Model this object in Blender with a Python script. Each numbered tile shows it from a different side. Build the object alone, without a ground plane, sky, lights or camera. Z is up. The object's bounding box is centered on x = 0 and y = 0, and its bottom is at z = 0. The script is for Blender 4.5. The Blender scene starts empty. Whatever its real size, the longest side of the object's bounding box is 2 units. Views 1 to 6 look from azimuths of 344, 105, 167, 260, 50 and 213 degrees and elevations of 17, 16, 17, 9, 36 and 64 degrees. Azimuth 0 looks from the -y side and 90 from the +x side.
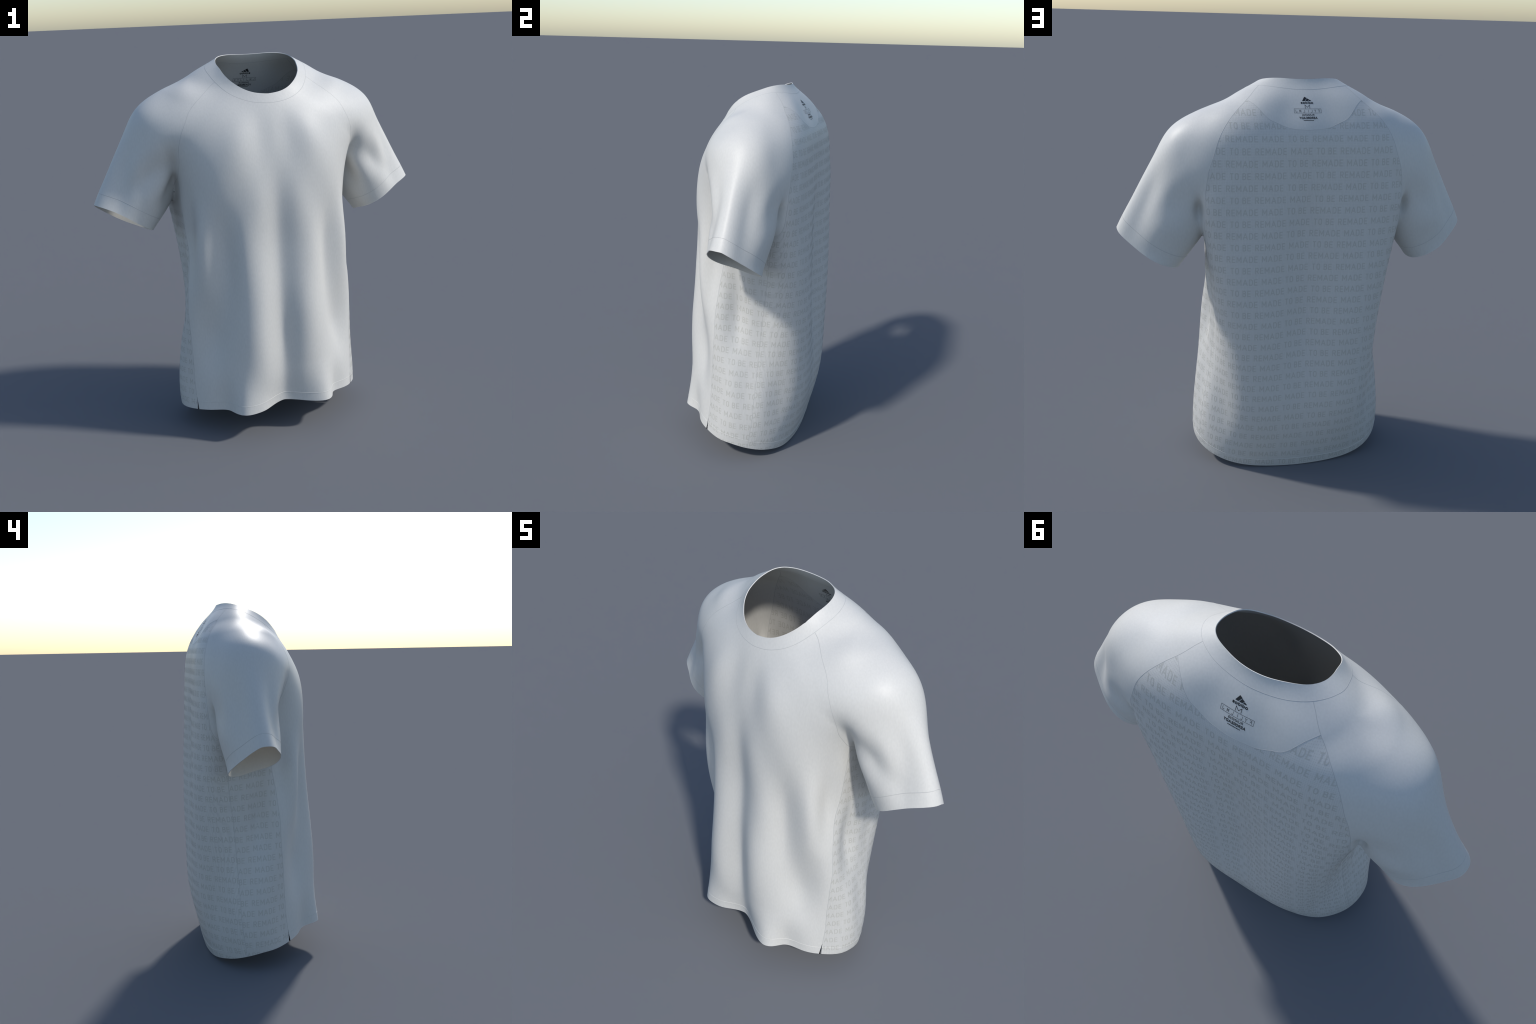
import bpy, math
import numpy as np

# A hanging, body-filled T-shirt. The cloth wraps a blend of a torso loft (polar
# cross-sections, mirrored left/right) and a sleeve loft; the sheet is then cut along
# neckline, hem, cuffs and seams into panels.

CELL = .0100         # surface sampling, metres
THICK = .0035        # cloth thickness
SPECULAR = .5
CLOTH = (.592, .584, .556)
MESH = (.566, .560, .536)
TONAL = (.468, .463, .430)
SEAM = (.45, .45, .44)
SLIT_TOP = .207

# torso sections: radius as a multiple of an ellipse (A, B) about x = 0, y = YC
YC, A, B = .02, .5, .3
TH = np.radians([0, 10, 20, 32, 45, 60, 75, 90, 105, 120, 135, 150, 165, 180.])     # 0 front, 180 back
ZK = np.array([-.08, .12, .32, .56, .82, 1.08, 1.3, 1.48, 1.63, 1.76, 1.86, 1.93, 1.98, 2.05])
TORSO = np.array([
    [1.292, 1.039, 1.074, 1.064, 1.049, 0.998, 1.023, 0.995, 0.899, 0.749, 0.596, 0.504, 0.380, 0.196],
    [1.347, 1.170, 1.223, 1.250, 1.190, 1.104, 1.093, 1.022, 0.909, 0.750, 0.596, 0.503, 0.379, 0.195],
    [1.419, 1.363, 1.280, 1.240, 1.175, 1.128, 1.107, 1.086, 0.983, 0.761, 0.596, 0.498, 0.373, 0.189],
    [1.302, 1.140, 1.136, 1.067, 1.011, 1.009, 1.096, 1.094, 0.999, 0.792, 0.586, 0.496, 0.364, 0.182],
    [1.170, 1.079, 1.055, 0.955, 1.039, 1.085, 1.056, 1.062, 1.022, 0.835, 0.581, 0.479, 0.362, 0.176],
    [1.094, 1.049, 1.025, 1.003, 1.013, 0.941, 0.961, 1.019, 1.059, 0.894, 0.602, 0.465, 0.363, 0.173],
    [1.013, 1.037, 1.014, 0.990, 0.930, 0.910, 0.930, 0.977, 1.062, 0.949, 0.661, 0.471, 0.361, 0.177],
    [0.963, 1.030, 1.022, 0.947, 0.829, 0.887, 0.905, 0.989, 1.086, 1.032, 0.750, 0.523, 0.366, 0.190],
    [0.962, 1.031, 1.013, 0.938, 0.903, 0.951, 0.957, 1.073, 1.129, 1.117, 0.841, 0.607, 0.407, 0.215],
    [0.955, 1.045, 1.054, 0.999, 0.984, 1.037, 1.124, 1.213, 1.214, 1.167, 0.907, 0.684, 0.474, 0.254],
    [0.933, 1.065, 1.087, 1.111, 1.160, 1.237, 1.303, 1.323, 1.259, 1.165, 0.938, 0.715, 0.519, 0.311],
    [0.868, 1.062, 1.182, 1.231, 1.263, 1.271, 1.238, 1.212, 1.185, 1.102, 0.913, 0.707, 0.522, 0.374],
    [0.843, 1.018, 1.161, 1.183, 1.170, 1.131, 1.117, 1.094, 1.063, 0.995, 0.819, 0.655, 0.513, 0.409],
    [0.830, 0.989, 1.099, 1.086, 1.018, 1.017, 1.007, 1.028, 1.024, 0.973, 0.802, 0.642, 0.511, 0.415],
])   # rows: angle, columns: height
# sleeve: straight axis, radius by angle around it and distance along it
S0 = np.array([.40, .09, 1.76]); SD = np.array([.50, -.01, -.80]); SD /= np.linalg.norm(SD)
E1 = np.array([0, 1., 0]) - SD*SD[1]; E1 /= np.linalg.norm(E1)      # to the back
E2 = np.cross(E1, SD); E2 *= np.sign(E2[0])                          # outwards
PH = np.radians(np.arange(0, 360, 30.)); SK = np.array([-.15, 0, .12, .25, .38, .52, .66, .80])
SLEEVE = np.array([
    [0.015, 0.133, 0.188, 0.189, 0.181, 0.171, 0.159, 0.128],
    [0.035, 0.135, 0.186, 0.184, 0.154, 0.134, 0.123, 0.106],
    [0.077, 0.137, 0.173, 0.175, 0.155, 0.131, 0.108, 0.100],
    [0.125, 0.162, 0.185, 0.187, 0.161, 0.153, 0.121, 0.121],
    [0.160, 0.187, 0.204, 0.210, 0.195, 0.184, 0.159, 0.172],
    [0.181, 0.190, 0.197, 0.204, 0.215, 0.214, 0.201, 0.196],
    [0.195, 0.195, 0.192, 0.188, 0.192, 0.196, 0.183, 0.196],
    [0.201, 0.202, 0.193, 0.173, 0.144, 0.173, 0.171, 0.185],
    [0.190, 0.212, 0.211, 0.164, 0.169, 0.162, 0.149, 0.156],
    [0.153, 0.194, 0.213, 0.189, 0.144, 0.135, 0.125, 0.143],
    [0.100, 0.156, 0.195, 0.180, 0.150, 0.115, 0.118, 0.139],
    [0.044, 0.135, 0.188, 0.177, 0.147, 0.132, 0.140, 0.139],
])
# cutting lines (position, value)
NECK_EDGE = [(0, 1.8143), (12, 1.8228), (24, 1.8455), (36, 1.8754), (48, 1.9048), (60, 1.9283), (72, 1.9448), (84, 1.9564), (96, 1.9665), (108, 1.9766), (120, 1.9868), (132, 1.9945), (144, 1.9985), (156, 1.999), (168, 1.997), (180, 1.996)]
COLLAR_SEAM = [(0, 1.7702), (12, 1.7774), (24, 1.7971), (36, 1.8241), (48, 1.8528), (60, 1.8791), (72, 1.9013), (84, 1.92), (96, 1.9363), (108, 1.9501), (120, 1.96), (132, 1.9644), (144, 1.9632), (156, 1.9582), (168, 1.953), (180, 1.9507)]
HEM = [(0, .176), (8, .169), (16, .163), (26, .161), (36, .153), (45, .146), (60, .130), (70, .120), (80, .111), (90, .102), (100, .087), (110, .070), (120, .052), (130, .038), (138, .025), (148, .011), (162, .004), (180, .000)]
# sleeve opening: distance along the sleeve by angle (0 outer, 90 back, 180 under the arm, 270 front)
CUFF = [(0, .664), (14, .675), (28, .680), (45, .684), (65, .687), (84, .690), (101, .691), (115, .690), (129, .685), (142, .678), (165, .660), (186, .644), (209, .638), (224, .637), (252, .635), (267, .634), (287, .636), (312, .641), (339, .654), (353, .662), (360, .664)]
RAGLAN_FRONT = [(0, .60), (.8, .57), (1.1, .505), (1.25, .480), (1.33, .470), (1.39, .460), (1.45, .458), (1.5, .458), (1.55, .461), (1.6, .457), (1.65, .443), (1.7, .42), (1.75, .393), (1.8, .341), (1.84, .29), (1.878, .242), (1.92, .18)]
RAGLAN_BACK = [(0, .60), (.8, .57), (1.1, .51), (1.25, .488), (1.33, .484), (1.40, .483), (1.475, .482), (1.53, .476), (1.6, .464), (1.66, .444), (1.72, .425), (1.785, .392), (1.85, .338), (1.905, .276), (1.965, .212), (2.0, .17)]
SIDE_FRONT = [(.0, 60), (.2, 61), (.3, 63), (.4, 63.7), (.5, 64.7), (.6, 65.7), (.7, 67), (.8, 66.8), (.9, 68), (1.0, 70), (1.1, 74), (1.2, 76), (1.4, 79), (1.6, 80)]
SIDE_BACK = [(.0, 106), (.1, 107), (.2, 109.5), (.3, 111.3), (.4, 112.5), (.5, 113.9), (.6, 115.3), (.7, 116.7), (.8, 118.1), (.9, 120), (1.0, 121.2), (1.2, 123), (1.4, 125), (1.6, 126)]
YOKE = [(0, 1.777), (.04, 1.779), (.08, 1.783), (.119, 1.794), (.156, 1.810), (.187, 1.824), (.213, 1.849), (.24, 1.879), (.276, 1.902), (.4, 1.96)]
SIDE_RIGHT_START = (-.026, -.294)      # slogan phase on the two side panels
SIDE_LEFT_START = (-.311, -.175)

# ---------------------------------------------------------------- field
def spline_matrix(k, clamped):
    """Matrix giving second derivatives of a cubic spline through knots k."""
    n = len(k); h = np.diff(k); L = np.zeros((n, n)); R = np.zeros((n, n))
    for i in range(1, n - 1):
        L[i, i-1] = h[i-1]; L[i, i] = 2*(h[i-1] + h[i]); L[i, i+1] = h[i]
        R[i, i-1] = 6/h[i-1]; R[i, i+1] = 6/h[i]; R[i, i] = -6/h[i-1] - 6/h[i]
    if clamped:
        L[0, 0] = 2*h[0]; L[0, 1] = h[0]; R[0, 0] = -6/h[0]; R[0, 1] = 6/h[0]
        L[-1, -1] = 2*h[-1]; L[-1, -2] = h[-1]; R[-1, -1] = -6/h[-1]; R[-1, -2] = 6/h[-1]
    else:
        L[0, 0] = L[-1, -1] = 1
    return np.linalg.solve(L, R)


def spline_basis(k, T, x):
    x = np.clip(x, k[0], k[-1])
    i = np.clip(np.searchsorted(k, x, side='right') - 1, 0, len(k) - 2)
    h = k[i+1] - k[i]; a = (k[i+1] - x)/h; b = 1 - a
    W = ((a**3 - a)*h*h/6)[:, None]*T[i] + ((b**3 - b)*h*h/6)[:, None]*T[i+1]
    r = np.arange(len(x)); W[r, i] += a; W[r, i+1] += b
    return W


def curve(knots, x):
    """Smooth 1D curve through (position, value) knots, flat outside."""
    k = np.array([p[0] for p in knots], float); v = np.array([p[1] for p in knots], float)
    return spline_basis(k, spline_matrix(k, False), np.asarray(x, float)) @ v


T_TH = spline_matrix(TH, True); T_Z = spline_matrix(ZK, False); T_S = spline_matrix(SK, False)
PHX = np.concatenate([PH - 2*np.pi, PH, PH + 2*np.pi]); T_P = spline_matrix(PHX, False)


def smin(a, b, k):
    h = np.clip(.5 + .5*(b - a)/k, 0, 1)
    return b*(1 - h) + a*h - k*h*(1 - h)


def sleeve_coords(P):
    q = P.copy(); q[:, 0] = np.abs(q[:, 0]); q -= S0
    return q @ SD, np.arctan2(q @ E1, q @ E2) % (2*np.pi), np.hypot(q @ E1, q @ E2)


def theta(P):
    return np.arctan2(np.abs(P[:, 0])/A, -(P[:, 1] - YC)/B)


def uneven_drape(P):
    """Small left/right difference of the two front folds near the hem (> 0 pushes in)."""
    x, y, z = P.T
    a = np.interp(z, [.1, .2, .4, .7, 1.0], [.018, .020, .020, .006, 0])*np.exp(-((x - .16)/.14)**2)
    a -= np.interp(z, [.1, .2, .4, .7], [.006, .006, .003, 0])*np.exp(-((x + .19)/.09)**2)
    a -= .012*np.exp(-((x + .12)/.05)**2 - ((z - .15)/.08)**2)
    return np.where(y < -.1, a, 0)


def armpit_pinch(P):
    """Creases where the sleeve folds against the side, behind and in front of the armpit."""
    x, y, z = np.abs(P[:, 0]), P[:, 1], P[:, 2]
    return (.035*np.exp(-((x - .51)/.022)**2 - ((y - .235)/.06)**2 - ((z - 1.40)/.05)**2)
            + .012*np.exp(-((x - .475)/.02)**2 - ((y + .02)/.05)**2 - ((z - 1.36)/.05)**2))


def armhole_softness(z):
    t = np.clip((z - 1.43)/.22, 0, 1)
    return .02 + .05*t*t*(3 - 2*t)


def shirt_field(P):
    """Signed field of the solid the cloth wraps: torso loft blended with sleeves."""
    x = np.abs(P[:, 0]); y = P[:, 1] - YC; z = P[:, 2]
    th = np.arctan2(x/A, -y/B)
    rho = np.einsum('ij,ij->i', spline_basis(TH, T_TH, th) @ TORSO, spline_basis(ZK, T_Z, z))
    torso = (np.hypot(x/A, y/B) - rho)*np.hypot(A*np.sin(th), B*np.cos(th)) + uneven_drape(P)
    s, ph, r = sleeve_coords(P)
    W = spline_basis(PHX, T_P, ph); n = len(PH)
    rad = np.einsum('ij,ij->i', (W[:, :n] + W[:, n:2*n] + W[:, 2*n:]) @ SLEEVE, spline_basis(SK, T_S, s))
    tube = -smin(rad - r, s + 0.10, 0.08)
    return smin(torso, tube, armhole_softness(z)) + armpit_pinch(P)


def field(P):
    out = np.empty(len(P))
    for i in range(0, len(P), 200000):
        out[i:i+200000] = shirt_field(P[i:i+200000])
    return out


def gradient(P, e=1e-3):
    g = np.stack([field(P + np.eye(3)[i]*e) - field(P - np.eye(3)[i]*e) for i in range(3)], 1)/(2*e)
    return g


def normals(P):
    g = gradient(P, 2e-3)
    return g/np.linalg.norm(g, axis=1, keepdims=True)


def project(P, n=3):
    for _ in range(n):
        g = gradient(P)
        P = P - (field(P)/np.maximum((g*g).sum(1), .2))[:, None]*g
    return P


# ---------------------------------------------------------------- surface
def surface_nets(lo, hi, h):
    """Polygonise field = 0 (surface nets), coarse pass first to skip empty space."""
    n = np.ceil((hi - lo)/h).astype(int) + 1
    ax = [lo[i] + h*np.arange(n[i]) for i in range(3)]
    st = 4
    cx = [a[::st] for a in ax]
    G = np.stack(np.meshgrid(*cx, indexing='ij'), -1)
    Fc = field(G.reshape(-1, 3)).reshape(G.shape[:3])
    near = np.abs(Fc) < h*st*1.9
    F = np.repeat(np.repeat(np.repeat(Fc, st, 0), st, 1), st, 2)
    M = np.repeat(np.repeat(np.repeat(near, st, 0), st, 1), st, 2)
    for a in range(3):   # a sample belongs to the cells on both sides of its coarse node
        M = M | np.roll(M, st//2, a) | np.roll(M, -st//2, a)
    F = F[:n[0], :n[1], :n[2]]; M = M[:n[0], :n[1], :n[2]]
    if F.shape != tuple(n):
        pad = [(0, n[i] - F.shape[i]) for i in range(3)]
        F = np.pad(F, pad, mode='edge'); M = np.pad(M, pad, mode='edge')
    F = F.copy(); idx = np.argwhere(M)
    F[M] = field(np.stack([ax[i][idx[:, i]] for i in range(3)], 1))
    S = F < 0
    c = S[:-1, :-1, :-1].astype(int)*0
    for dx in (0, 1):
        for dy in (0, 1):
            for dz in (0, 1):
                c += S[dx:n[0]-1+dx, dy:n[1]-1+dy, dz:n[2]-1+dz]
    act = (c > 0) & (c < 8)
    vid = -np.ones(act.shape, int); ci = np.argwhere(act); vid[act] = np.arange(len(ci))
    V = np.zeros((len(ci), 3)); W = np.zeros(len(ci))
    corners = [(0, 0, 0), (1, 0, 0), (0, 1, 0), (1, 1, 0), (0, 0, 1), (1, 0, 1), (0, 1, 1), (1, 1, 1)]
    for i in range(8):
        for j in range(i):
            d = np.abs(np.subtract(corners[i], corners[j]))
            if d.sum() != 1:
                continue
            a = ci + corners[j]; b = ci + corners[i]
            fa = F[a[:, 0], a[:, 1], a[:, 2]]; fb = F[b[:, 0], b[:, 1], b[:, 2]]
            m = (fa < 0) != (fb < 0); t = np.where(m, fa/np.where(m, fa - fb, 1), 0)
            V += np.where(m[:, None], a + t[:, None]*(b - a), 0); W += m
    V = lo + h*V/W[:, None]
    quads = []
    for a in range(3):
        b, d = (a + 1) % 3, (a + 2) % 3
        sl0 = [slice(None)]*3; sl1 = [slice(None)]*3; sl0[a] = slice(0, -1); sl1[a] = slice(1, None)
        s0, s1 = S[tuple(sl0)], S[tuple(sl1)]
        e = np.argwhere(s0 != s1)
        e = e[(e[:, b] > 0) & (e[:, d] > 0) & (e[:, b] < n[b]-1) & (e[:, d] < n[d]-1)]
        flip = s1[e[:, 0], e[:, 1], e[:, 2]]
        def cell(ob, od):
            q = e.copy(); q[:, b] -= ob; q[:, d] -= od
            return vid[q[:, 0], q[:, 1], q[:, 2]]
        q = np.stack([cell(1, 1), cell(0, 1), cell(0, 0), cell(1, 0)], 1)
        q[flip] = q[flip][:, ::-1]
        quads.append(q)
    Q = np.vstack(quads)
    return V, Q


def relax(V, Q, rounds):
    E = np.vstack([Q[:, [0, 1]], Q[:, [1, 2]], Q[:, [2, 3]], Q[:, [3, 0]]])
    for _ in range(rounds):
        acc = np.zeros_like(V); cnt = np.zeros(len(V))
        for k in (0, 1):
            for c in range(3):
                acc[:, c] += np.bincount(E[:, k], V[E[:, 1-k], c], len(V))
            cnt += np.bincount(E[:, k], minlength=len(V))
        V = project(V*.4 + .6*acc/cnt[:, None], 1)
    return V


class Cloth:
    """Triangle sheet that can be cut along the zero line of a scalar function."""
    def __init__(self, V, T):
        self.V, self.T = V, T

    def split(self, fn, snap=.18):
        g = fn(self.V)
        T = self.T
        E = np.vstack([T[:, [0, 1]], T[:, [1, 2]], T[:, [2, 0]]])
        Eu = np.unique(np.sort(E, 1), axis=0)
        for _ in range(2):            # slide vertices that lie close to the line onto it
            ga, gb = g[Eu[:, 0]], g[Eu[:, 1]]
            m = (ga*gb < 0) & (np.abs(ga - gb) < .3)
            t = np.where(m, ga/np.where(m, ga - gb, 1), .5)
            for k, tt in ((0, t), (1, 1 - t)):
                s = m & (tt < snap)
                i = Eu[s, k]; j = Eu[s, 1-k]
                self.V[i] += (self.V[j] - self.V[i])*tt[s][:, None]
                g[i] = 0
        g = np.where(np.abs(g) < 1e-9, 0, g)
        ga, gb = g[Eu[:, 0]], g[Eu[:, 1]]
        m = (ga*gb < 0) & (np.abs(ga - gb) < .3)
        Ec = Eu[m]; t = (ga[m]/(ga[m] - gb[m]))[:, None]
        nv = self.V[Ec[:, 0]]*(1 - t) + self.V[Ec[:, 1]]*t
        key = {(a, b): len(self.V) + i for i, (a, b) in enumerate(map(tuple, Ec))}
        self.V = np.vstack([self.V, nv]); g = np.concatenate([g, np.zeros(len(nv))])
        cutset = np.zeros(len(T), bool)
        sg = np.sign(g[T]); cutset = (sg.min(1) < 0) & (sg.max(1) > 0)
        new = []
        for tri in T[cutset]:
            tri = list(map(int, tri)); loop = []
            for i in range(3):
                a, b = tri[i], tri[(i+1) % 3]
                loop.append(a)
                k = key.get((min(a, b), max(a, b)))
                if k is not None:
                    loop.append(k)
            if len(loop) == 3:
                new.append(loop); continue
            z = [i for i, v in enumerate(loop) if g[v] == 0]
            if len(z) < 2:
                for i in range(1, len(loop)-1):
                    new.append([loop[0], loop[i], loop[i+1]])
                continue
            i, j = z[0], z[1]
            for part in (loop[i:j+1], loop[j:] + loop[:i+1]):
                if len(part) == 4:    # shorter diagonal
                    p = self.V[part]
                    if np.linalg.norm(p[0]-p[2]) > np.linalg.norm(p[1]-p[3]):
                        part = part[1:] + part[:1]
                for k in range(1, len(part)-1):
                    new.append([part[0], part[k], part[k+1]])
        self.T = np.vstack([T[~cutset], np.array(new, int).reshape(-1, 3)])
        on = np.where(g == 0)[0]      # settle these vertices exactly on the line and the surface
        Q = self.V[on]
        for _ in range(3):
            f = fn(Q); e = 5e-4
            d = np.stack([fn(Q + np.eye(3)[i]*e) - fn(Q - np.eye(3)[i]*e) for i in range(3)], 1)/(2*e)
            n = normals(Q); d -= n*(d*n).sum(1)[:, None]
            step = d*(f/np.maximum((d*d).sum(1), .05))[:, None]
            ok = (np.linalg.norm(step, axis=1) < .004)[:, None]
            Q = project(Q - np.where(ok, step, 0), 1)
        self.V[on] = Q
        return g

    def side(self, g):
        """+1 / -1 per triangle for a vertex function."""
        s = g[self.T]
        return np.where(np.abs(s.max(1)) > np.abs(s.min(1)), 1, -1)

    def keep(self, mask):
        self.T = self.T[mask]
        u = np.unique(self.T); m = -np.ones(len(self.V), int); m[u] = np.arange(len(u))
        self.V = self.V[u]; self.T = m[self.T]


# ---------------------------------------------------------------- cutting lines
def neck_line(P):      # > 0 above the neckline
    return P[:, 2] - curve(NECK_EDGE, np.degrees(theta(P)))


def collar_line(P):    # > 0 inside the collar band
    return P[:, 2] - curve(COLLAR_SEAM, np.degrees(theta(P)))


def hem_height(P):
    return curve(HEM, np.degrees(theta(P)))


def hem_line(P):       # > 0 below the hem
    return hem_height(P) - P[:, 2]


def cuff_line(P):      # > 0 beyond the sleeve opening
    s, ph, _ = sleeve_coords(P)
    c = curve(CUFF, np.degrees(ph))
    return np.where((np.abs(P[:, 0]) > .53) & (P[:, 2] < 1.5), s - c, -.2)


def raglan_line(P):    # > 0 on the sleeve
    x = np.abs(P[:, 0]); z = P[:, 2]
    f = curve(RAGLAN_FRONT, z); b = curve(RAGLAN_BACK, z)
    w = np.clip((P[:, 1] - .02)/.14, 0, 1); w = w*w*(3 - 2*w)
    return x - (f*(1 - w) + b*w)


def side_front_line(P):
    return (np.degrees(theta(P)) - curve(SIDE_FRONT, P[:, 2]))*.008


def side_back_line(P):
    return (np.degrees(theta(P)) - curve(SIDE_BACK, P[:, 2]))*.008


def yoke_line(P):
    return np.where(P[:, 1] > .05, P[:, 2] - curve(YOKE, np.abs(P[:, 0])), -.2)


# ---------------------------------------------------------------- materials
def shade(nt, kind, **kw):
    n = nt.nodes.new(kind)
    for k, v in kw.items():
        setattr(n, k, v)
    return n


def fabric_material(name, colour, rough=.5, mesh_axis=None, grain=.028):
    m = bpy.data.materials.new(name); m.use_nodes = True
    nt = m.node_tree; L = nt.links.new; b = nt.nodes['Principled BSDF']
    b.inputs['Roughness'].default_value = rough
    b.inputs['Specular IOR Level'].default_value = SPECULAR
    tc = shade(nt, 'ShaderNodeTexCoord')
    # knit grain: fine vertical streaks
    mp = shade(nt, 'ShaderNodeMapping'); mp.inputs['Scale'].default_value = (150, 150, 60)
    L(tc.outputs['Object'], mp.inputs['Vector'])
    nz = shade(nt, 'ShaderNodeTexNoise'); nz.inputs['Scale'].default_value = 1; nz.inputs['Detail'].default_value = 2
    L(mp.outputs['Vector'], nz.inputs['Vector'])
    ramp = shade(nt, 'ShaderNodeValToRGB')
    ramp.color_ramp.elements[0].position = .3; ramp.color_ramp.elements[1].position = .7
    lo = [c*(1 - grain) for c in colour]; hi = [min(1, c*(1 + grain)) for c in colour]
    ramp.color_ramp.elements[0].color = (*lo, 1); ramp.color_ramp.elements[1].color = (*hi, 1)
    L(nz.outputs['Fac'], ramp.inputs['Fac'])
    col = ramp.outputs['Color']; height = nz.outputs['Fac']
    if mesh_axis:
        # knitted-in mesh: little holes on a square grid
        sep = shade(nt, 'ShaderNodeSeparateXYZ'); L(tc.outputs['Object'], sep.inputs[0])
        def wave(sock):
            k = shade(nt, 'ShaderNodeMath', operation='MULTIPLY'); L(sock, k.inputs[0]); k.inputs[1].default_value = 2*math.pi/.0072
            s = shade(nt, 'ShaderNodeMath', operation='SINE'); L(k.outputs[0], s.inputs[0])
            a = shade(nt, 'ShaderNodeMath', operation='MULTIPLY_ADD'); L(s.outputs[0], a.inputs[0])
            a.inputs[1].default_value = .5; a.inputs[2].default_value = .5
            return a.outputs[0]
        mul = shade(nt, 'ShaderNodeMath', operation='MULTIPLY')
        L(wave(sep.outputs[mesh_axis]), mul.inputs[0]); L(wave(sep.outputs['Z']), mul.inputs[1])
        r2 = shade(nt, 'ShaderNodeValToRGB'); r2.color_ramp.elements[0].position = .45; r2.color_ramp.elements[1].position = .8
        L(mul.outputs[0], r2.inputs['Fac'])
        mix = shade(nt, 'ShaderNodeMix', data_type='RGBA', blend_type='MIX')
        L(r2.outputs['Color'], mix.inputs['Factor']); L(col, mix.inputs['A'])
        mix.inputs['B'].default_value = (*[c*.87 for c in colour], 1)
        col = mix.outputs['Result']
    L(col, b.inputs['Base Color'])
    bp = shade(nt, 'ShaderNodeBump'); bp.inputs['Strength'].default_value = .1; bp.inputs['Distance'].default_value = .002
    L(height, bp.inputs['Height']); L(bp.outputs['Normal'], b.inputs['Normal'])
    return m


def plain_material(name, colour, rough=.5):
    m = bpy.data.materials.new(name); m.use_nodes = True
    nt = m.node_tree; b = nt.nodes['Principled BSDF']
    nz = shade(nt, 'ShaderNodeTexNoise'); nz.inputs['Scale'].default_value = 300
    tc = shade(nt, 'ShaderNodeTexCoord'); nt.links.new(tc.outputs['Object'], nz.inputs['Vector'])
    r = shade(nt, 'ShaderNodeValToRGB')
    r.color_ramp.elements[0].color = (*[c*.94 for c in colour], 1); r.color_ramp.elements[1].color = (*[min(1, c*1.06) for c in colour], 1)
    nt.links.new(nz.outputs['Fac'], r.inputs['Fac']); nt.links.new(r.outputs['Color'], b.inputs['Base Color'])
    b.inputs['Roughness'].default_value = rough; b.inputs['Specular IOR Level'].default_value = SPECULAR
    return m


# ---------------------------------------------------------------- objects
def add_object(name, V, F, mat, parent, N=None):
    me = bpy.data.meshes.new(name)
    me.from_pydata(np.asarray(V).tolist(), [], [list(map(int, f)) for f in F])
    me.materials.append(mat)
    me.polygons.foreach_set('use_smooth', np.ones(len(me.polygons), bool))
    me.update()
    if N is not None:
        me.normals_split_custom_set_from_vertices(np.asarray(N).tolist())
    ob = bpy.data.objects.new(name, me)
    bpy.context.scene.collection.objects.link(ob)
    ob.parent = parent
    return ob


def chains(E):
    """Join loose edges into polylines."""
    nb = {}
    for a, b in E:
        nb.setdefault(a, []).append(b); nb.setdefault(b, []).append(a)
    used = set(); out = []
    def walk(a, b):
        path = [a, b]; used.add((min(a, b), max(a, b)))
        while len(nb[path[-1]]) == 2:
            c = [v for v in nb[path[-1]] if (min(v, path[-1]), max(v, path[-1])) not in used]
            if not c:
                break
            used.add((min(c[0], path[-1]), max(c[0], path[-1]))); path.append(c[0])
        return path
    for a in sorted(nb):
        if len(nb[a]) != 2:
            for b in nb[a]:
                if (min(a, b), max(a, b)) not in used:
                    out.append(walk(a, b))
    for a, b in E:
        if (min(a, b), max(a, b)) not in used:
            out.append(walk(a, b))
    return out


def cord(path, nrm, radius, depth, sides=6):
    """Thin cord laid along a polyline; depth sinks its centre below the surface."""
    p = np.array(path); n = np.array(nrm)
    closed = np.linalg.norm(p[0] - p[-1]) < 1e-6
    t = np.gradient(p, axis=0)
    if closed:
        t[0] = t[-1] = p[1] - p[-2]
    t /= np.linalg.norm(t, axis=1, keepdims=True) + 1e-12
    b = np.cross(t, n); b /= np.linalg.norm(b, axis=1, keepdims=True) + 1e-12
    n = np.cross(b, t); c = p - n*depth
    V = []; F = []
    for i in range(len(p)):
        for k in range(sides):
            a = 2*math.pi*k/sides
            V.append(c[i] + radius*(math.cos(a)*n[i] + math.sin(a)*b[i]))
    for i in range(len(p)-1):
        for k in range(sides):
            k2 = (k+1) % sides
            F.append([i*sides+k, i*sides+k2, (i+1)*sides+k2, (i+1)*sides+k])
    return V, F


def smooth_path(p, rounds=2):
    p = np.array(p, float); closed = np.linalg.norm(p[0] - p[-1]) < 1e-9
    for _ in range(rounds):
        q = p.copy(); q[1:-1] = .5*p[1:-1] + .25*(p[:-2] + p[2:])
        if closed:
            q[0] = q[-1] = .5*p[0] + .25*(p[1] + p[-2])
        p = q
    return p


def iso_path(V, T, g):
    """Polylines where g = 0 on a triangle set."""
    pts = []; key = {}; E = []
    for tri in T:
        c = []
        for i in range(3):
            a, b = int(tri[i]), int(tri[(i+1) % 3])
            if (g[a] < 0) != (g[b] < 0):
                k = (min(a, b), max(a, b))
                if k not in key:
                    t = g[a]/(g[a] - g[b]); key[k] = len(pts); pts.append(V[a] + t*(V[b] - V[a]))
                c.append(key[k])
        if len(c) == 2:
            E.append(tuple(c))
    return [[pts[i] for i in ch] for ch in chains(E)]


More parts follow.
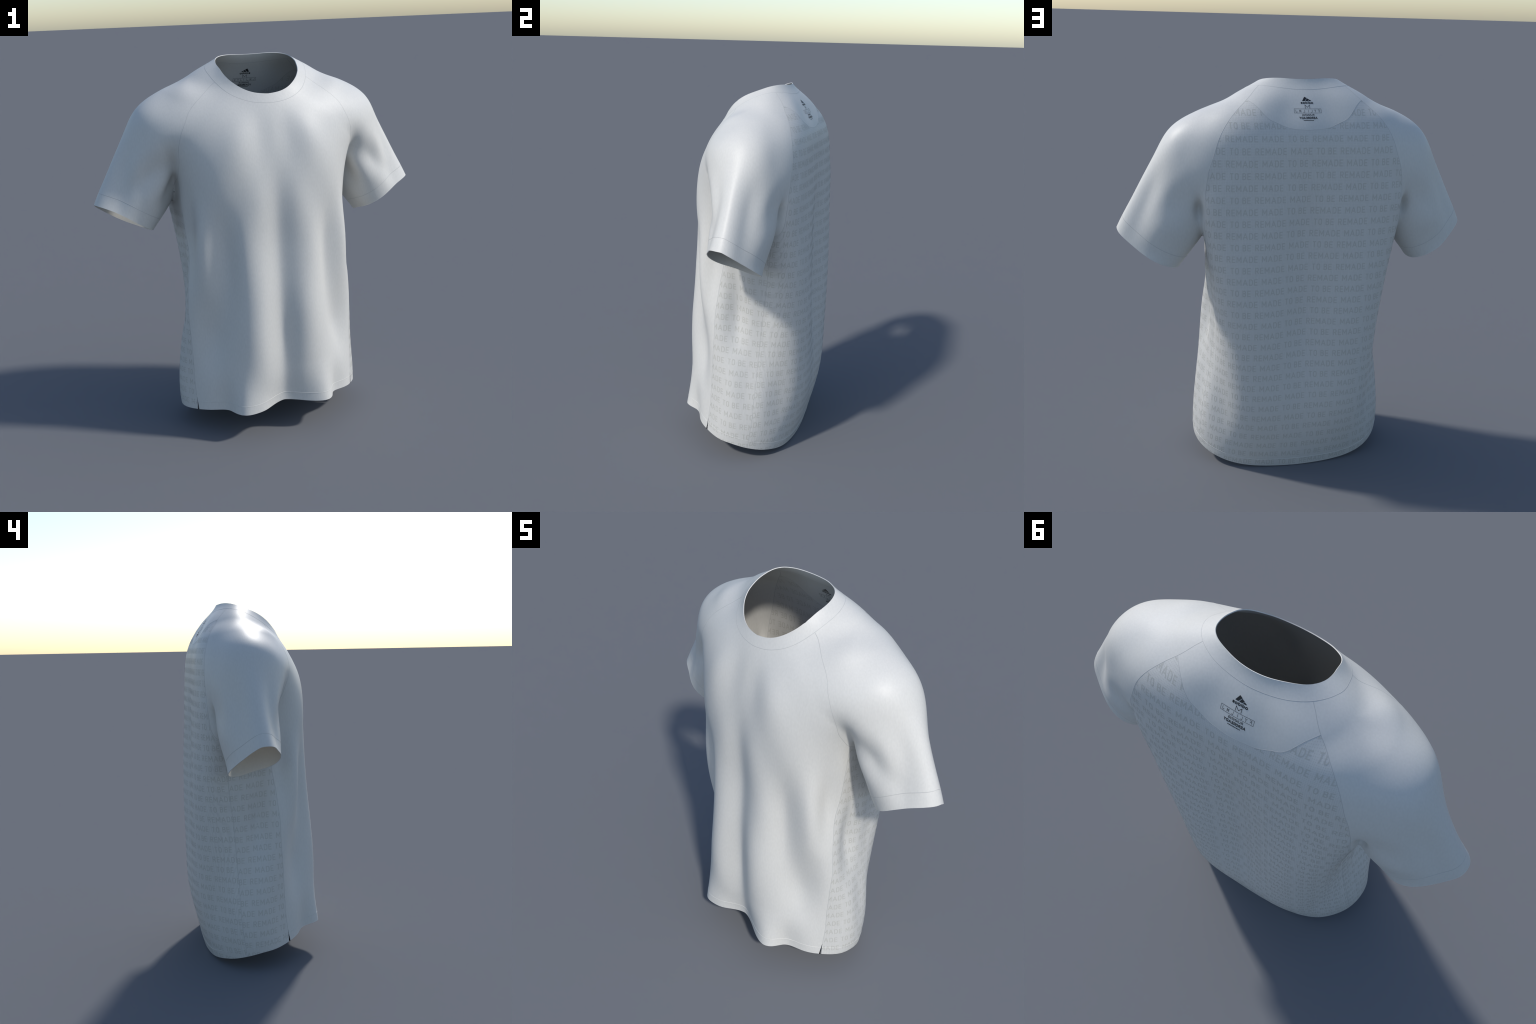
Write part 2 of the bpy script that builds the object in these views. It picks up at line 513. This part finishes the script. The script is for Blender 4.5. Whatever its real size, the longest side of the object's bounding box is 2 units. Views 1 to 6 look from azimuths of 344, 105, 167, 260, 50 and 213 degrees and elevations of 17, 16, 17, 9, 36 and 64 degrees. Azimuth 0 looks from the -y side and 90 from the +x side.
def add_cords(name, paths, mat, parent, radius, depth):
    V = []; F = []
    for p in paths:
        if len(p) < 3:
            continue
        p = smooth_path(p); n = normals(p)
        v, f = cord(p, n, radius, depth)
        F += [[i + len(V) for i in q] for q in f]; V += v
    ob = add_object(name, V, F, mat, parent)
    ob["kind"] = "stuff"
    return ob


# ---------------------------------------------------------------- lettering
# capitals drawn as strokes in a unit box (x to the right, y up); widths in units of cap height
GLYPHS = {
    'M': (.84, [[(0, 0), (0, 1), (.42, .28), (.84, 1), (.84, 0)]]),
    'A': (.82, [[(0, 0), (.41, 1), (.82, 0)], [(.15, .3), (.67, .3)]]),
    'D': (.66, [[(0, 0), (0, 1), (.42, 1), (.62, .84), (.66, .6), (.66, .4), (.62, .16), (.42, 0), (0, 0)]]),
    'E': (.54, [[(.54, 1), (0, 1), (0, 0), (.54, 0)], [(0, .5), (.48, .5)]]),
    'T': (.52, [[(0, 1), (.52, 1)], [(.26, 1), (.26, 0)]]),
    'O': (.60, [[(.18, 0), (.04, .14), (0, .36), (0, .64), (.04, .86), (.18, 1), (.42, 1), (.56, .86), (.6, .64), (.6, .36), (.56, .14), (.42, 0), (.18, 0)]]),
    'B': (.54, [[(0, 0), (0, 1), (.36, 1), (.5, .9), (.5, .64), (.36, .54), (0, .54)], [(.36, .54), (.54, .42), (.54, .12), (.38, 0), (0, 0)]]),
    'R': (.62, [[(0, 0), (0, 1), (.44, 1), (.58, .88), (.58, .6), (.44, .48), (0, .48)], [(.3, .48), (.62, 0)]]),
}
GLYPHS.update({
    'Y': (.66, [[(0, 1), (.33, .5), (.66, 1)], [(.33, .5), (.33, 0)]]),
    'U': (.66, [[(0, 1), (0, .2), (.16, 0), (.5, 0), (.66, .2), (.66, 1)]]),
    'N': (.68, [[(0, 0), (0, 1), (.68, 0), (.68, 1)]]),
    'I': (.0, [[(0, 0), (0, 1)]]),
    'G': (.68, [[(.66, .84), (.5, 1), (.2, 1), (0, .75), (0, .25), (.2, 0), (.5, 0), (.68, .15), (.68, .45), (.38, .45)]]),
    'F': (.5, [[(0, 0), (0, 1), (.5, 1)], [(0, .5), (.44, .5)]]),
    'L': (.5, [[(0, 1), (0, 0), (.5, 0)]]),
    'J': (.42, [[(.42, 1), (.42, .2), (.3, 0), (.1, 0), (0, .2)]]),
    'a': (.62, [[(.62, .66), (.62, 0)], [(.62, .5), (.45, .66), (.18, .66), (0, .46), (0, .2), (.18, 0), (.45, 0), (.62, .16)]]),
    'd': (.62, [[(.62, 1), (.62, 0)], [(.62, .5), (.45, .66), (.18, .66), (0, .46), (0, .2), (.18, 0), (.45, 0), (.62, .16)]]),
    'i': (.0, [[(0, 0), (0, .64)], [(0, .86), (0, 1)]]),
    's': (.5, [[(.5, .56), (.4, .66), (.1, .66), (0, .5), (.1, .36), (.4, .32), (.5, .18), (.4, 0), (.1, 0), (0, .1)]]),
})
WORDS = [('MADE', .0203), ('TO', .0168), ('BE', .0203), ('REMADE', .0203)]
LETTER_GAP = .0058


def stroke_quads(line, w, first=0):
    """Flat ribbon of width w along a polyline, cut in short pieces (x, y, layer)."""
    p = np.array(line, float); out = []
    for i, (a, b) in enumerate(zip(p[:-1], p[1:])):
        h = (first + i) % 6
        d = b - a; l = np.linalg.norm(d); d /= l; n = np.array([-d[1], d[0]])*w/2
        a2 = a - d*w*.42; b2 = b + d*w*.42
        m = max(1, int(math.ceil(l/.0085)))
        for k in range(m):
            s, e = a2 + (b2-a2)*k/m, a2 + (b2-a2)*(k+1)/m
            out.append([(*q, h) for q in (s - n, e - n, e + n, s + n)])
    return out


def word_row(cap, stroke):
    """One period of the slogan: list of (quad, ...) in metres, and its length."""
    quads = []; u = 0
    for word, gap in WORDS:
        for i, ch in enumerate(word):
            w, lines = GLYPHS[ch]
            for j, ln in enumerate(lines):
                quads += stroke_quads([(u + x*cap*.73 + stroke*.5, stroke*.5 + y*(cap - stroke)) for x, y in ln], stroke, 3*j)
            u += w*cap*.73 + stroke + LETTER_GAP
        u += gap - LETTER_GAP
    return np.array(quads), u


def on_shirt(th_signed, z):
    """Point of the shirt at polar angle (signed by x) and height."""
    th = np.abs(th_signed); sg = np.where(th_signed < 0, -1., 1.)
    rho = np.einsum('ij,ij->i', spline_basis(TH, T_TH, th) @ TORSO, spline_basis(ZK, T_Z, z))
    d = np.stack([sg*A*np.sin(th), -B*np.cos(th), np.zeros_like(th)], 1)
    for _ in range(9):
        P = d*rho[:, None]; P[:, 1] += YC; P[:, 2] = z
        f = field(P); Q = P + d*2e-3
        df = (field(Q) - f)/2e-3
        rho = rho - np.clip(f/np.maximum(df, .1), -.05, .05)
    P = d*rho[:, None]; P[:, 1] += YC; P[:, 2] = z
    return P


def arc_table(z, n=361):
    """theta (0 front .. pi back) to arc length at height z."""
    th = np.linspace(0, np.pi, n)
    P = on_shirt(th, np.full(n, z))
    return th, np.concatenate([[0], np.cumsum(np.linalg.norm(np.diff(P, axis=0), axis=1))])


def clip_quads(P, F, conditions):
    """Clip a polygon soup by scalar functions (keep where f < 0)."""
    polys = [P[f] for f in F]
    for fn in conditions:
        allp = np.vstack(polys); g = fn(allp[:, :3]); o = 0; res = []
        for q in polys:
            h = g[o:o+len(q)]; o += len(q)
            if (h < 0).all():
                res.append(q); continue
            if (h >= 0).all():
                continue
            r = []
            for i in range(len(q)):
                j = (i+1) % len(q)
                if h[i] < 0:
                    r.append(q[i])
                if (h[i] < 0) != (h[j] < 0):
                    t = h[i]/(h[i]-h[j]); r.append(q[i] + t*(q[j]-q[i]))
            if len(r) >= 3:
                res.append(np.array(r))
        polys = res
        if not polys:
            break
    return polys


def add_print(name, polys, mat, parent, lift=.00014, layer=.00003):
    """Printed marks: laid on the outer face and, showing through, on the inner face."""
    V4 = np.vstack(polys); V = V4[:, :3]; N = normals(V); F = []; o = 0
    lift = (lift + layer*V4[:, 3])[:, None]
    for q in polys:
        F.append(list(range(o, o+len(q)))); o += len(q)
    out = V + N*lift; inn = V - N*(THICK + lift)
    c = np.array([np.dot(np.cross(V[f[1]]-V[f[0]], V[f[2]]-V[f[0]]), N[f[0]]) for f in F])
    F2 = [f if s > 0 else f[::-1] for f, s in zip(F, c)]
    n = len(V)
    ob = add_object(name, np.vstack([out, inn]), F2 + [[i+n for i in f[::-1]] for f in F2], mat, parent, np.vstack([N, -N]))
    ob["kind"] = "stuff"
    return ob


# ================================================================ build
def build():
    V, Q = surface_nets(np.array([-.97, -.45, -.075]), np.array([.97, .45, 2.06]), CELL)
    V = relax(project(V, 2), Q, 2)
    T = np.vstack([Q[:, [0, 1, 2]], Q[:, [0, 2, 3]]])
    cl = Cloth(V, T)
    for fn in (neck_line, hem_line, cuff_line):
        g = cl.split(fn); cl.keep(cl.side(g) < 0)
        # drop stray islands: keep the largest connected piece
        lab = np.arange(len(cl.V))
        while True:
            m = lab[cl.T].min(1); new = lab.copy()
            for k in range(3):
                np.minimum.at(new, cl.T[:, k], m)
            new = new[new]
            if (new == lab).all():
                break
            lab = new
        main = np.bincount(lab[cl.T[:, 0]]).argmax()
        cl.keep(lab[cl.T[:, 0]] == main)
    for fn in (collar_line, raglan_line, side_front_line, side_back_line, yoke_line):
        cl.split(fn)
    cl.V = project(cl.V, 1)
    V, T = cl.V, cl.T
    c = V[T].mean(1)
    isc = collar_line(c) > 0; isr = (raglan_line(c) > 0) & ~isc
    body = ~isc & ~isr
    sf = side_front_line(c) > 0; sb = side_back_line(c) > 0; yk = yoke_line(c) > 0
    right = c[:, 0] > 0
    label = np.zeros(len(T), int)                      # 0 front
    label[body & sf & ~sb & right] = 1; label[body & sf & ~sb & ~right] = 2
    label[body & sb] = 3; label[body & sb & yk] = 4
    label[isr & right] = 5; label[isr & ~right] = 6; label[isc] = 7
    NAMES = ['front_panel', 'side_panel', 'side_panel', 'back_panel', 'back_yoke', 'sleeve', 'sleeve', 'collar']

    cloth = fabric_material('smooth_knit', CLOTH)
    mesh_back = fabric_material('mesh_knit_back', MESH, mesh_axis='X')
    mesh_side = fabric_material('mesh_knit_side', MESH, mesh_axis='Y')
    seam_mat = plain_material('seam_darker_grey', SEAM)
    ink_soft = plain_material('tonal_print', TONAL)
    ink = plain_material('black_print', (.012, .012, .014))
    MATS = [cloth, mesh_side, mesh_side, mesh_back, cloth, cloth, cloth, cloth]

    root = bpy.data.objects.new('t_shirt', None); bpy.context.scene.collection.objects.link(root)
    root["label"] = "white short-sleeved crew neck sports T-shirt with tonal slogan back"
    root["category"] = "T-shirt"

    N = normals(V)
    # edges: open rims and seams
    E = np.vstack([T[:, [0, 1]], T[:, [1, 2]], T[:, [2, 0]]]); own = np.tile(np.arange(len(T)), 3)
    Es = np.sort(E, 1); order = np.lexsort((Es[:, 1], Es[:, 0])); es = Es[order]
    same = (es[1:] == es[:-1]).all(1)
    pair = np.where(same)[0]
    t0, t1 = own[order[pair]], own[order[pair+1]]
    sm = label[t0] != label[t1]
    seamE = es[pair][sm]; seamL = np.stack([label[t0][sm], label[t1][sm]], 1)
    lone = np.ones(len(es), bool); lone[pair] = False; lone[pair+1] = False
    rimE = [tuple(E[order[i]]) + (label[own[order[i]]],) for i in np.where(lone)[0]]
    slit = np.array([V[a][2] < SLIT_TOP and V[b][2] < SLIT_TOP + .012 and V[a][1] < 0 and set(l) in ({0, 1}, {0, 2}) for (a, b), l in zip(seamE, seamL)])
    slitset = {tuple(e) for e in seamE[slit]}
    for i in range(len(T)):                            # slit edges become open rims of both panels
        if label[i] in (0, 1, 2):
            for k in range(3):
                a, b = int(T[i][k]), int(T[i][(k+1) % 3])
                if (min(a, b), max(a, b)) in slitset:
                    rimE.append((a, b, label[i]))
    parts = []
    slitv = np.unique(np.array(list(slitset)).ravel())
    for l in range(8):
        tri = T[label == l]; u = np.unique(tri); m = -np.ones(len(V), int); m[u] = np.arange(len(u))
        v = V[u].copy(); n = N[u]
        if l == 0:                                     # the front edge of each side slit hangs open
            for i in np.intersect1d(slitv, u):
                k = m[i]; gap = .011*max(0, SLIT_TOP - v[k, 2])/.07
                tang = np.cross(n[k], [0, 0, 1.])
                tang *= -np.sign(tang[0]*v[k, 0]); v[k] += tang/np.linalg.norm(tang)*gap
        f = m[tri]; nv = len(u)
        inner = v - n*THICK
        vv = [v, inner]; nn = [n, -n]; ff = [f, f[:, ::-1] + nv]
        off = 2*nv; rv = []; rn = []; rf = []
        for a, b, ll in rimE:
            if ll != l:
                continue
            a, b = m[a], m[b]; t = v[b] - v[a]; o = np.cross(t, n[a]); o /= np.linalg.norm(o) + 1e-12
            i = off + len(rv)
            rv += [v[a], inner[a], inner[b], v[b]]; rn += [o]*4
            rf.append([i, i+1, i+2]); rf.append([i, i+2, i+3])
        if rv:
            vv.append(np.array(rv)); nn.append(np.array(rn)); ff.append(np.array(rf))
        parts.append(add_object(NAMES[l], np.vstack(vv), np.vstack(ff), MATS[l], root, np.vstack(nn)))

    # seams between panels: thin cord in a darker grey than the cloth, half sunk in it
    owner = {}
    keepE = ~slit
    for (a, b), (p, q) in zip(seamE[keepE], seamL[keepE]):
        if 7 in (p, q): k = 7
        elif 4 in (p, q) and 3 in (p, q): k = 4
        elif p in (5, 6) or q in (5, 6): k = p if p in (5, 6) else q
        else: k = p if p in (1, 2) else q
        owner.setdefault(k, []).append((int(a), int(b)))
    for k, e in owner.items():
        paths = [[V[i] for i in ch] for ch in chains(e)]
        add_cords('seam', paths, seam_mat, parts[k], .0024, THICK*.5)
    # hem and cuff top-stitching
    gh = V[:, 2] - hem_height(V) - .046
    for k in (0, 1, 2, 3):
        paths = iso_path(V, T[label == k], gh)
        if k == 0:                                     # stop short of the slits
            paths = [[q for q in p if np.degrees(theta(np.array([q])))[0] < 60.2] for p in paths]
        add_cords('hem_stitch', paths, cloth, parts[k], .0013, .0004)
    gc = cuff_line(V) + .067
    for k in (5, 6):
        add_cords('cuff_stitch', iso_path(V, T[label == k], gc), seam_mat, parts[k], .0012, .0005)

    # ---- tonal slogan rows
    cap, stroke = .0315, .0044
    quads, period = word_row(cap, stroke)
    flatQ = quads.reshape(-1, 3)
    polys = []
    F4 = np.arange(len(flatQ)).reshape(-1, 4)
    for k in range(-3, 31):
        zc = 1.739 - .0564*k
        ends = []                                                               # arc from centre back, at foot and top of the row
        for e in (-.5, .5):
            th, s = arc_table(np.clip(zc + e*cap, .02, 1.95)); ends.append((s[-1] - s)[::-1])
        th = th[::-1]; v = np.clip(flatQ[:, 1]/cap, 0, 1)
        start = .182 if k % 2 == 0 else -.089
        for rep in range(-3, 3):
            u = flatQ[:, 0] + start + rep*period                                # + = wearer's left (-x)
            if u.min() > s[-1]*.75 or u.max() < -s[-1]*.75:
                continue
            t = np.interp(np.abs(u), ends[0], th)*(1 - v) + np.interp(np.abs(u), ends[1], th)*v
            dz = flatQ[:, 1] - cap*.5 - .022*np.clip((np.degrees(t) - 120)/60, 0, 1)*np.clip((.45 - zc)/.35, 0, 1)
            slope = 1.0 if zc < 1.7 else .9
            z = zc + dz*slope
            ok = (np.abs(u) < s[-1]*.7)
            P = on_shirt(np.where(u > 0, -t, t), np.clip(z, -.06, 2.0))
            good = ok[F4].all(1)
            if good.any():
                P = np.column_stack([P, flatQ[:, 2]]); polys += [P[f] for f in F4[good]]
    allP = np.vstack(polys); Fq = np.arange(len(allP)).reshape(-1, 4)
    conds = [lambda p: hem_line(p) + .002, lambda p: raglan_line(p) + .002, lambda p: yoke_line(p) + .002,
             lambda p: -side_back_line(p) + .002, lambda p: collar_line(p)]
    add_print('slogan_lettering', clip_quads(allP, Fq, conds), ink_soft, parts[3])

    for sgn, part in ((1, parts[1]), (-1, parts[2])):
        polys = []
        for k in range(-7, 20):
            zc = 1.037 - .0577*k if sgn > 0 else 1.035 - .0577*k
            zz = np.clip(zc, .03, 1.4)
            th, s = arc_table(zz)
            if sgn > 0:   # reads from the front seam towards the back
                a0 = np.interp(np.radians(curve(SIDE_FRONT, [zz])[0]), th, s)
                start = SIDE_RIGHT_START[k % 2]
            else:         # reads from the back seam towards the front
                a0 = np.interp(np.radians(curve(SIDE_BACK, [zz])[0]), th, s)
                start = SIDE_LEFT_START[k % 2]
            for rep in range(-1, 3):
                u = flatQ[:, 0] + start + rep*period
                arc = a0 + u if sgn > 0 else a0 - u
                ok = (u > -.05) & (u < .33)
                t = np.interp(arc, s, th)
                tilt = -.028*np.clip(u/.27, -.2, 1.3) if sgn > 0 else -.028*(1 - np.clip(u/.27, -.2, 1.3))
                z = zc + flatQ[:, 1] - cap*.5 + tilt
                P = on_shirt(sgn*t, np.clip(z, -.06, 1.6))
                good = ok[F4].all(1)
                if good.any():
                    P = np.column_stack([P, flatQ[:, 2]]); polys += [P[f] for f in F4[good]]
        allP = np.vstack(polys); Fq = np.arange(len(allP)).reshape(-1, 4)
        conds = [lambda p: hem_line(p) + .002, lambda p: raglan_line(p) + .004,
                 lambda p: side_back_line(p) + .002, lambda p: -side_front_line(p) + .002]
        add_print('slogan_lettering', clip_quads(allP, Fq, conds), ink_soft, part)

    # ---- neck label print (reads from inside the shirt, so mirrored outside)
    def text_polys(body, x0, x1, z0, z1, pen):
        adv = [GLYPHS[ch][0] + .36 for ch in body]; total = sum(adv) - .36
        u = 0; out = []
        for ch, ad in zip(body, adv):
            for k, ln in enumerate(GLYPHS[ch][1]):
                pts = [(x0 + pen/2 + (x1 - x0 - pen)*(u + x)/max(total, .01), z0 + pen/2 + (z1 - z0 - pen)*y) for x, y in ln]
                out += [np.array(q) for q in stroke_quads(pts, pen, 3*k)]
            u += ad
        return out

    def rect(x0, x1, z0, z1):
        return [np.array([(x0, z0), (x1, z0), (x1, z1), (x0, z1)])]

    marks = []
    # three slanted bars rising to the right
    for bar in ([(.0100, 1.9015), (.0225, 1.9015), (.0100, 1.9200), (-.0010, 1.9150)],
                [(-.0045, 1.9015), (.0070, 1.9015), (-.0015, 1.9135), (-.0125, 1.9085)],
                [(-.0190, 1.9015), (-.0075, 1.9015), (-.0130, 1.9075), (-.0225, 1.9030)]):
        marks.append(np.array(bar))
    marks += text_polys('adidas', -.030, .030, 1.8895, 1.9000, .0026)
    marks += text_polys('M', -.0120, .0120, 1.8700, 1.8865, .0018)
    frame = [(-.0645, 1.8505), (.0645, 1.8505), (.0645, 1.8680), (-.0645, 1.8680), (-.0645, 1.8505)]
    marks += [np.array(q) for q in stroke_quads(frame, .0011)]
    for i, ch in enumerate(('F', 'Y', 'L', 'I', 'L', 'M', 'J')):
        xx = -.057 + i*.0178
        marks += text_polys(ch, xx, xx + (.008 if ch != 'I' else .0014), 1.8535, 1.8645, .0013)
    marks += text_polys('RUNNING', -.029, .029, 1.8380, 1.8465, .0015)
    marks += text_polys('AEROREADY', -.043, .043, 1.8245, 1.8345, .0024)
    for i in range(9):
        marks += rect(-.025 + i*.0056, -.025 + i*.0056 + .0046, 1.8175, 1.8205)
    polys = []
    for q in marks:
        x = q[:, 0]; z = q[:, 1]                       # seen from inside: +x to the reader's right
        P = np.stack([x, np.full(len(x), .25), z], 1)
        for _ in range(8):                             # drop straight back on to the shirt
            f = field(P); df = (field(P + [0, 2e-3, 0]) - f)/2e-3
            P[:, 1] -= np.clip(f/np.maximum(df, .2), -.05, .05)
        polys.append(np.column_stack([P, q[:, 2] if q.shape[1] > 2 else np.zeros(len(P))]))
    add_print('neck_label', polys, ink, parts[4], .0004, .00005)
    bpy.context.view_layer.update()


build()
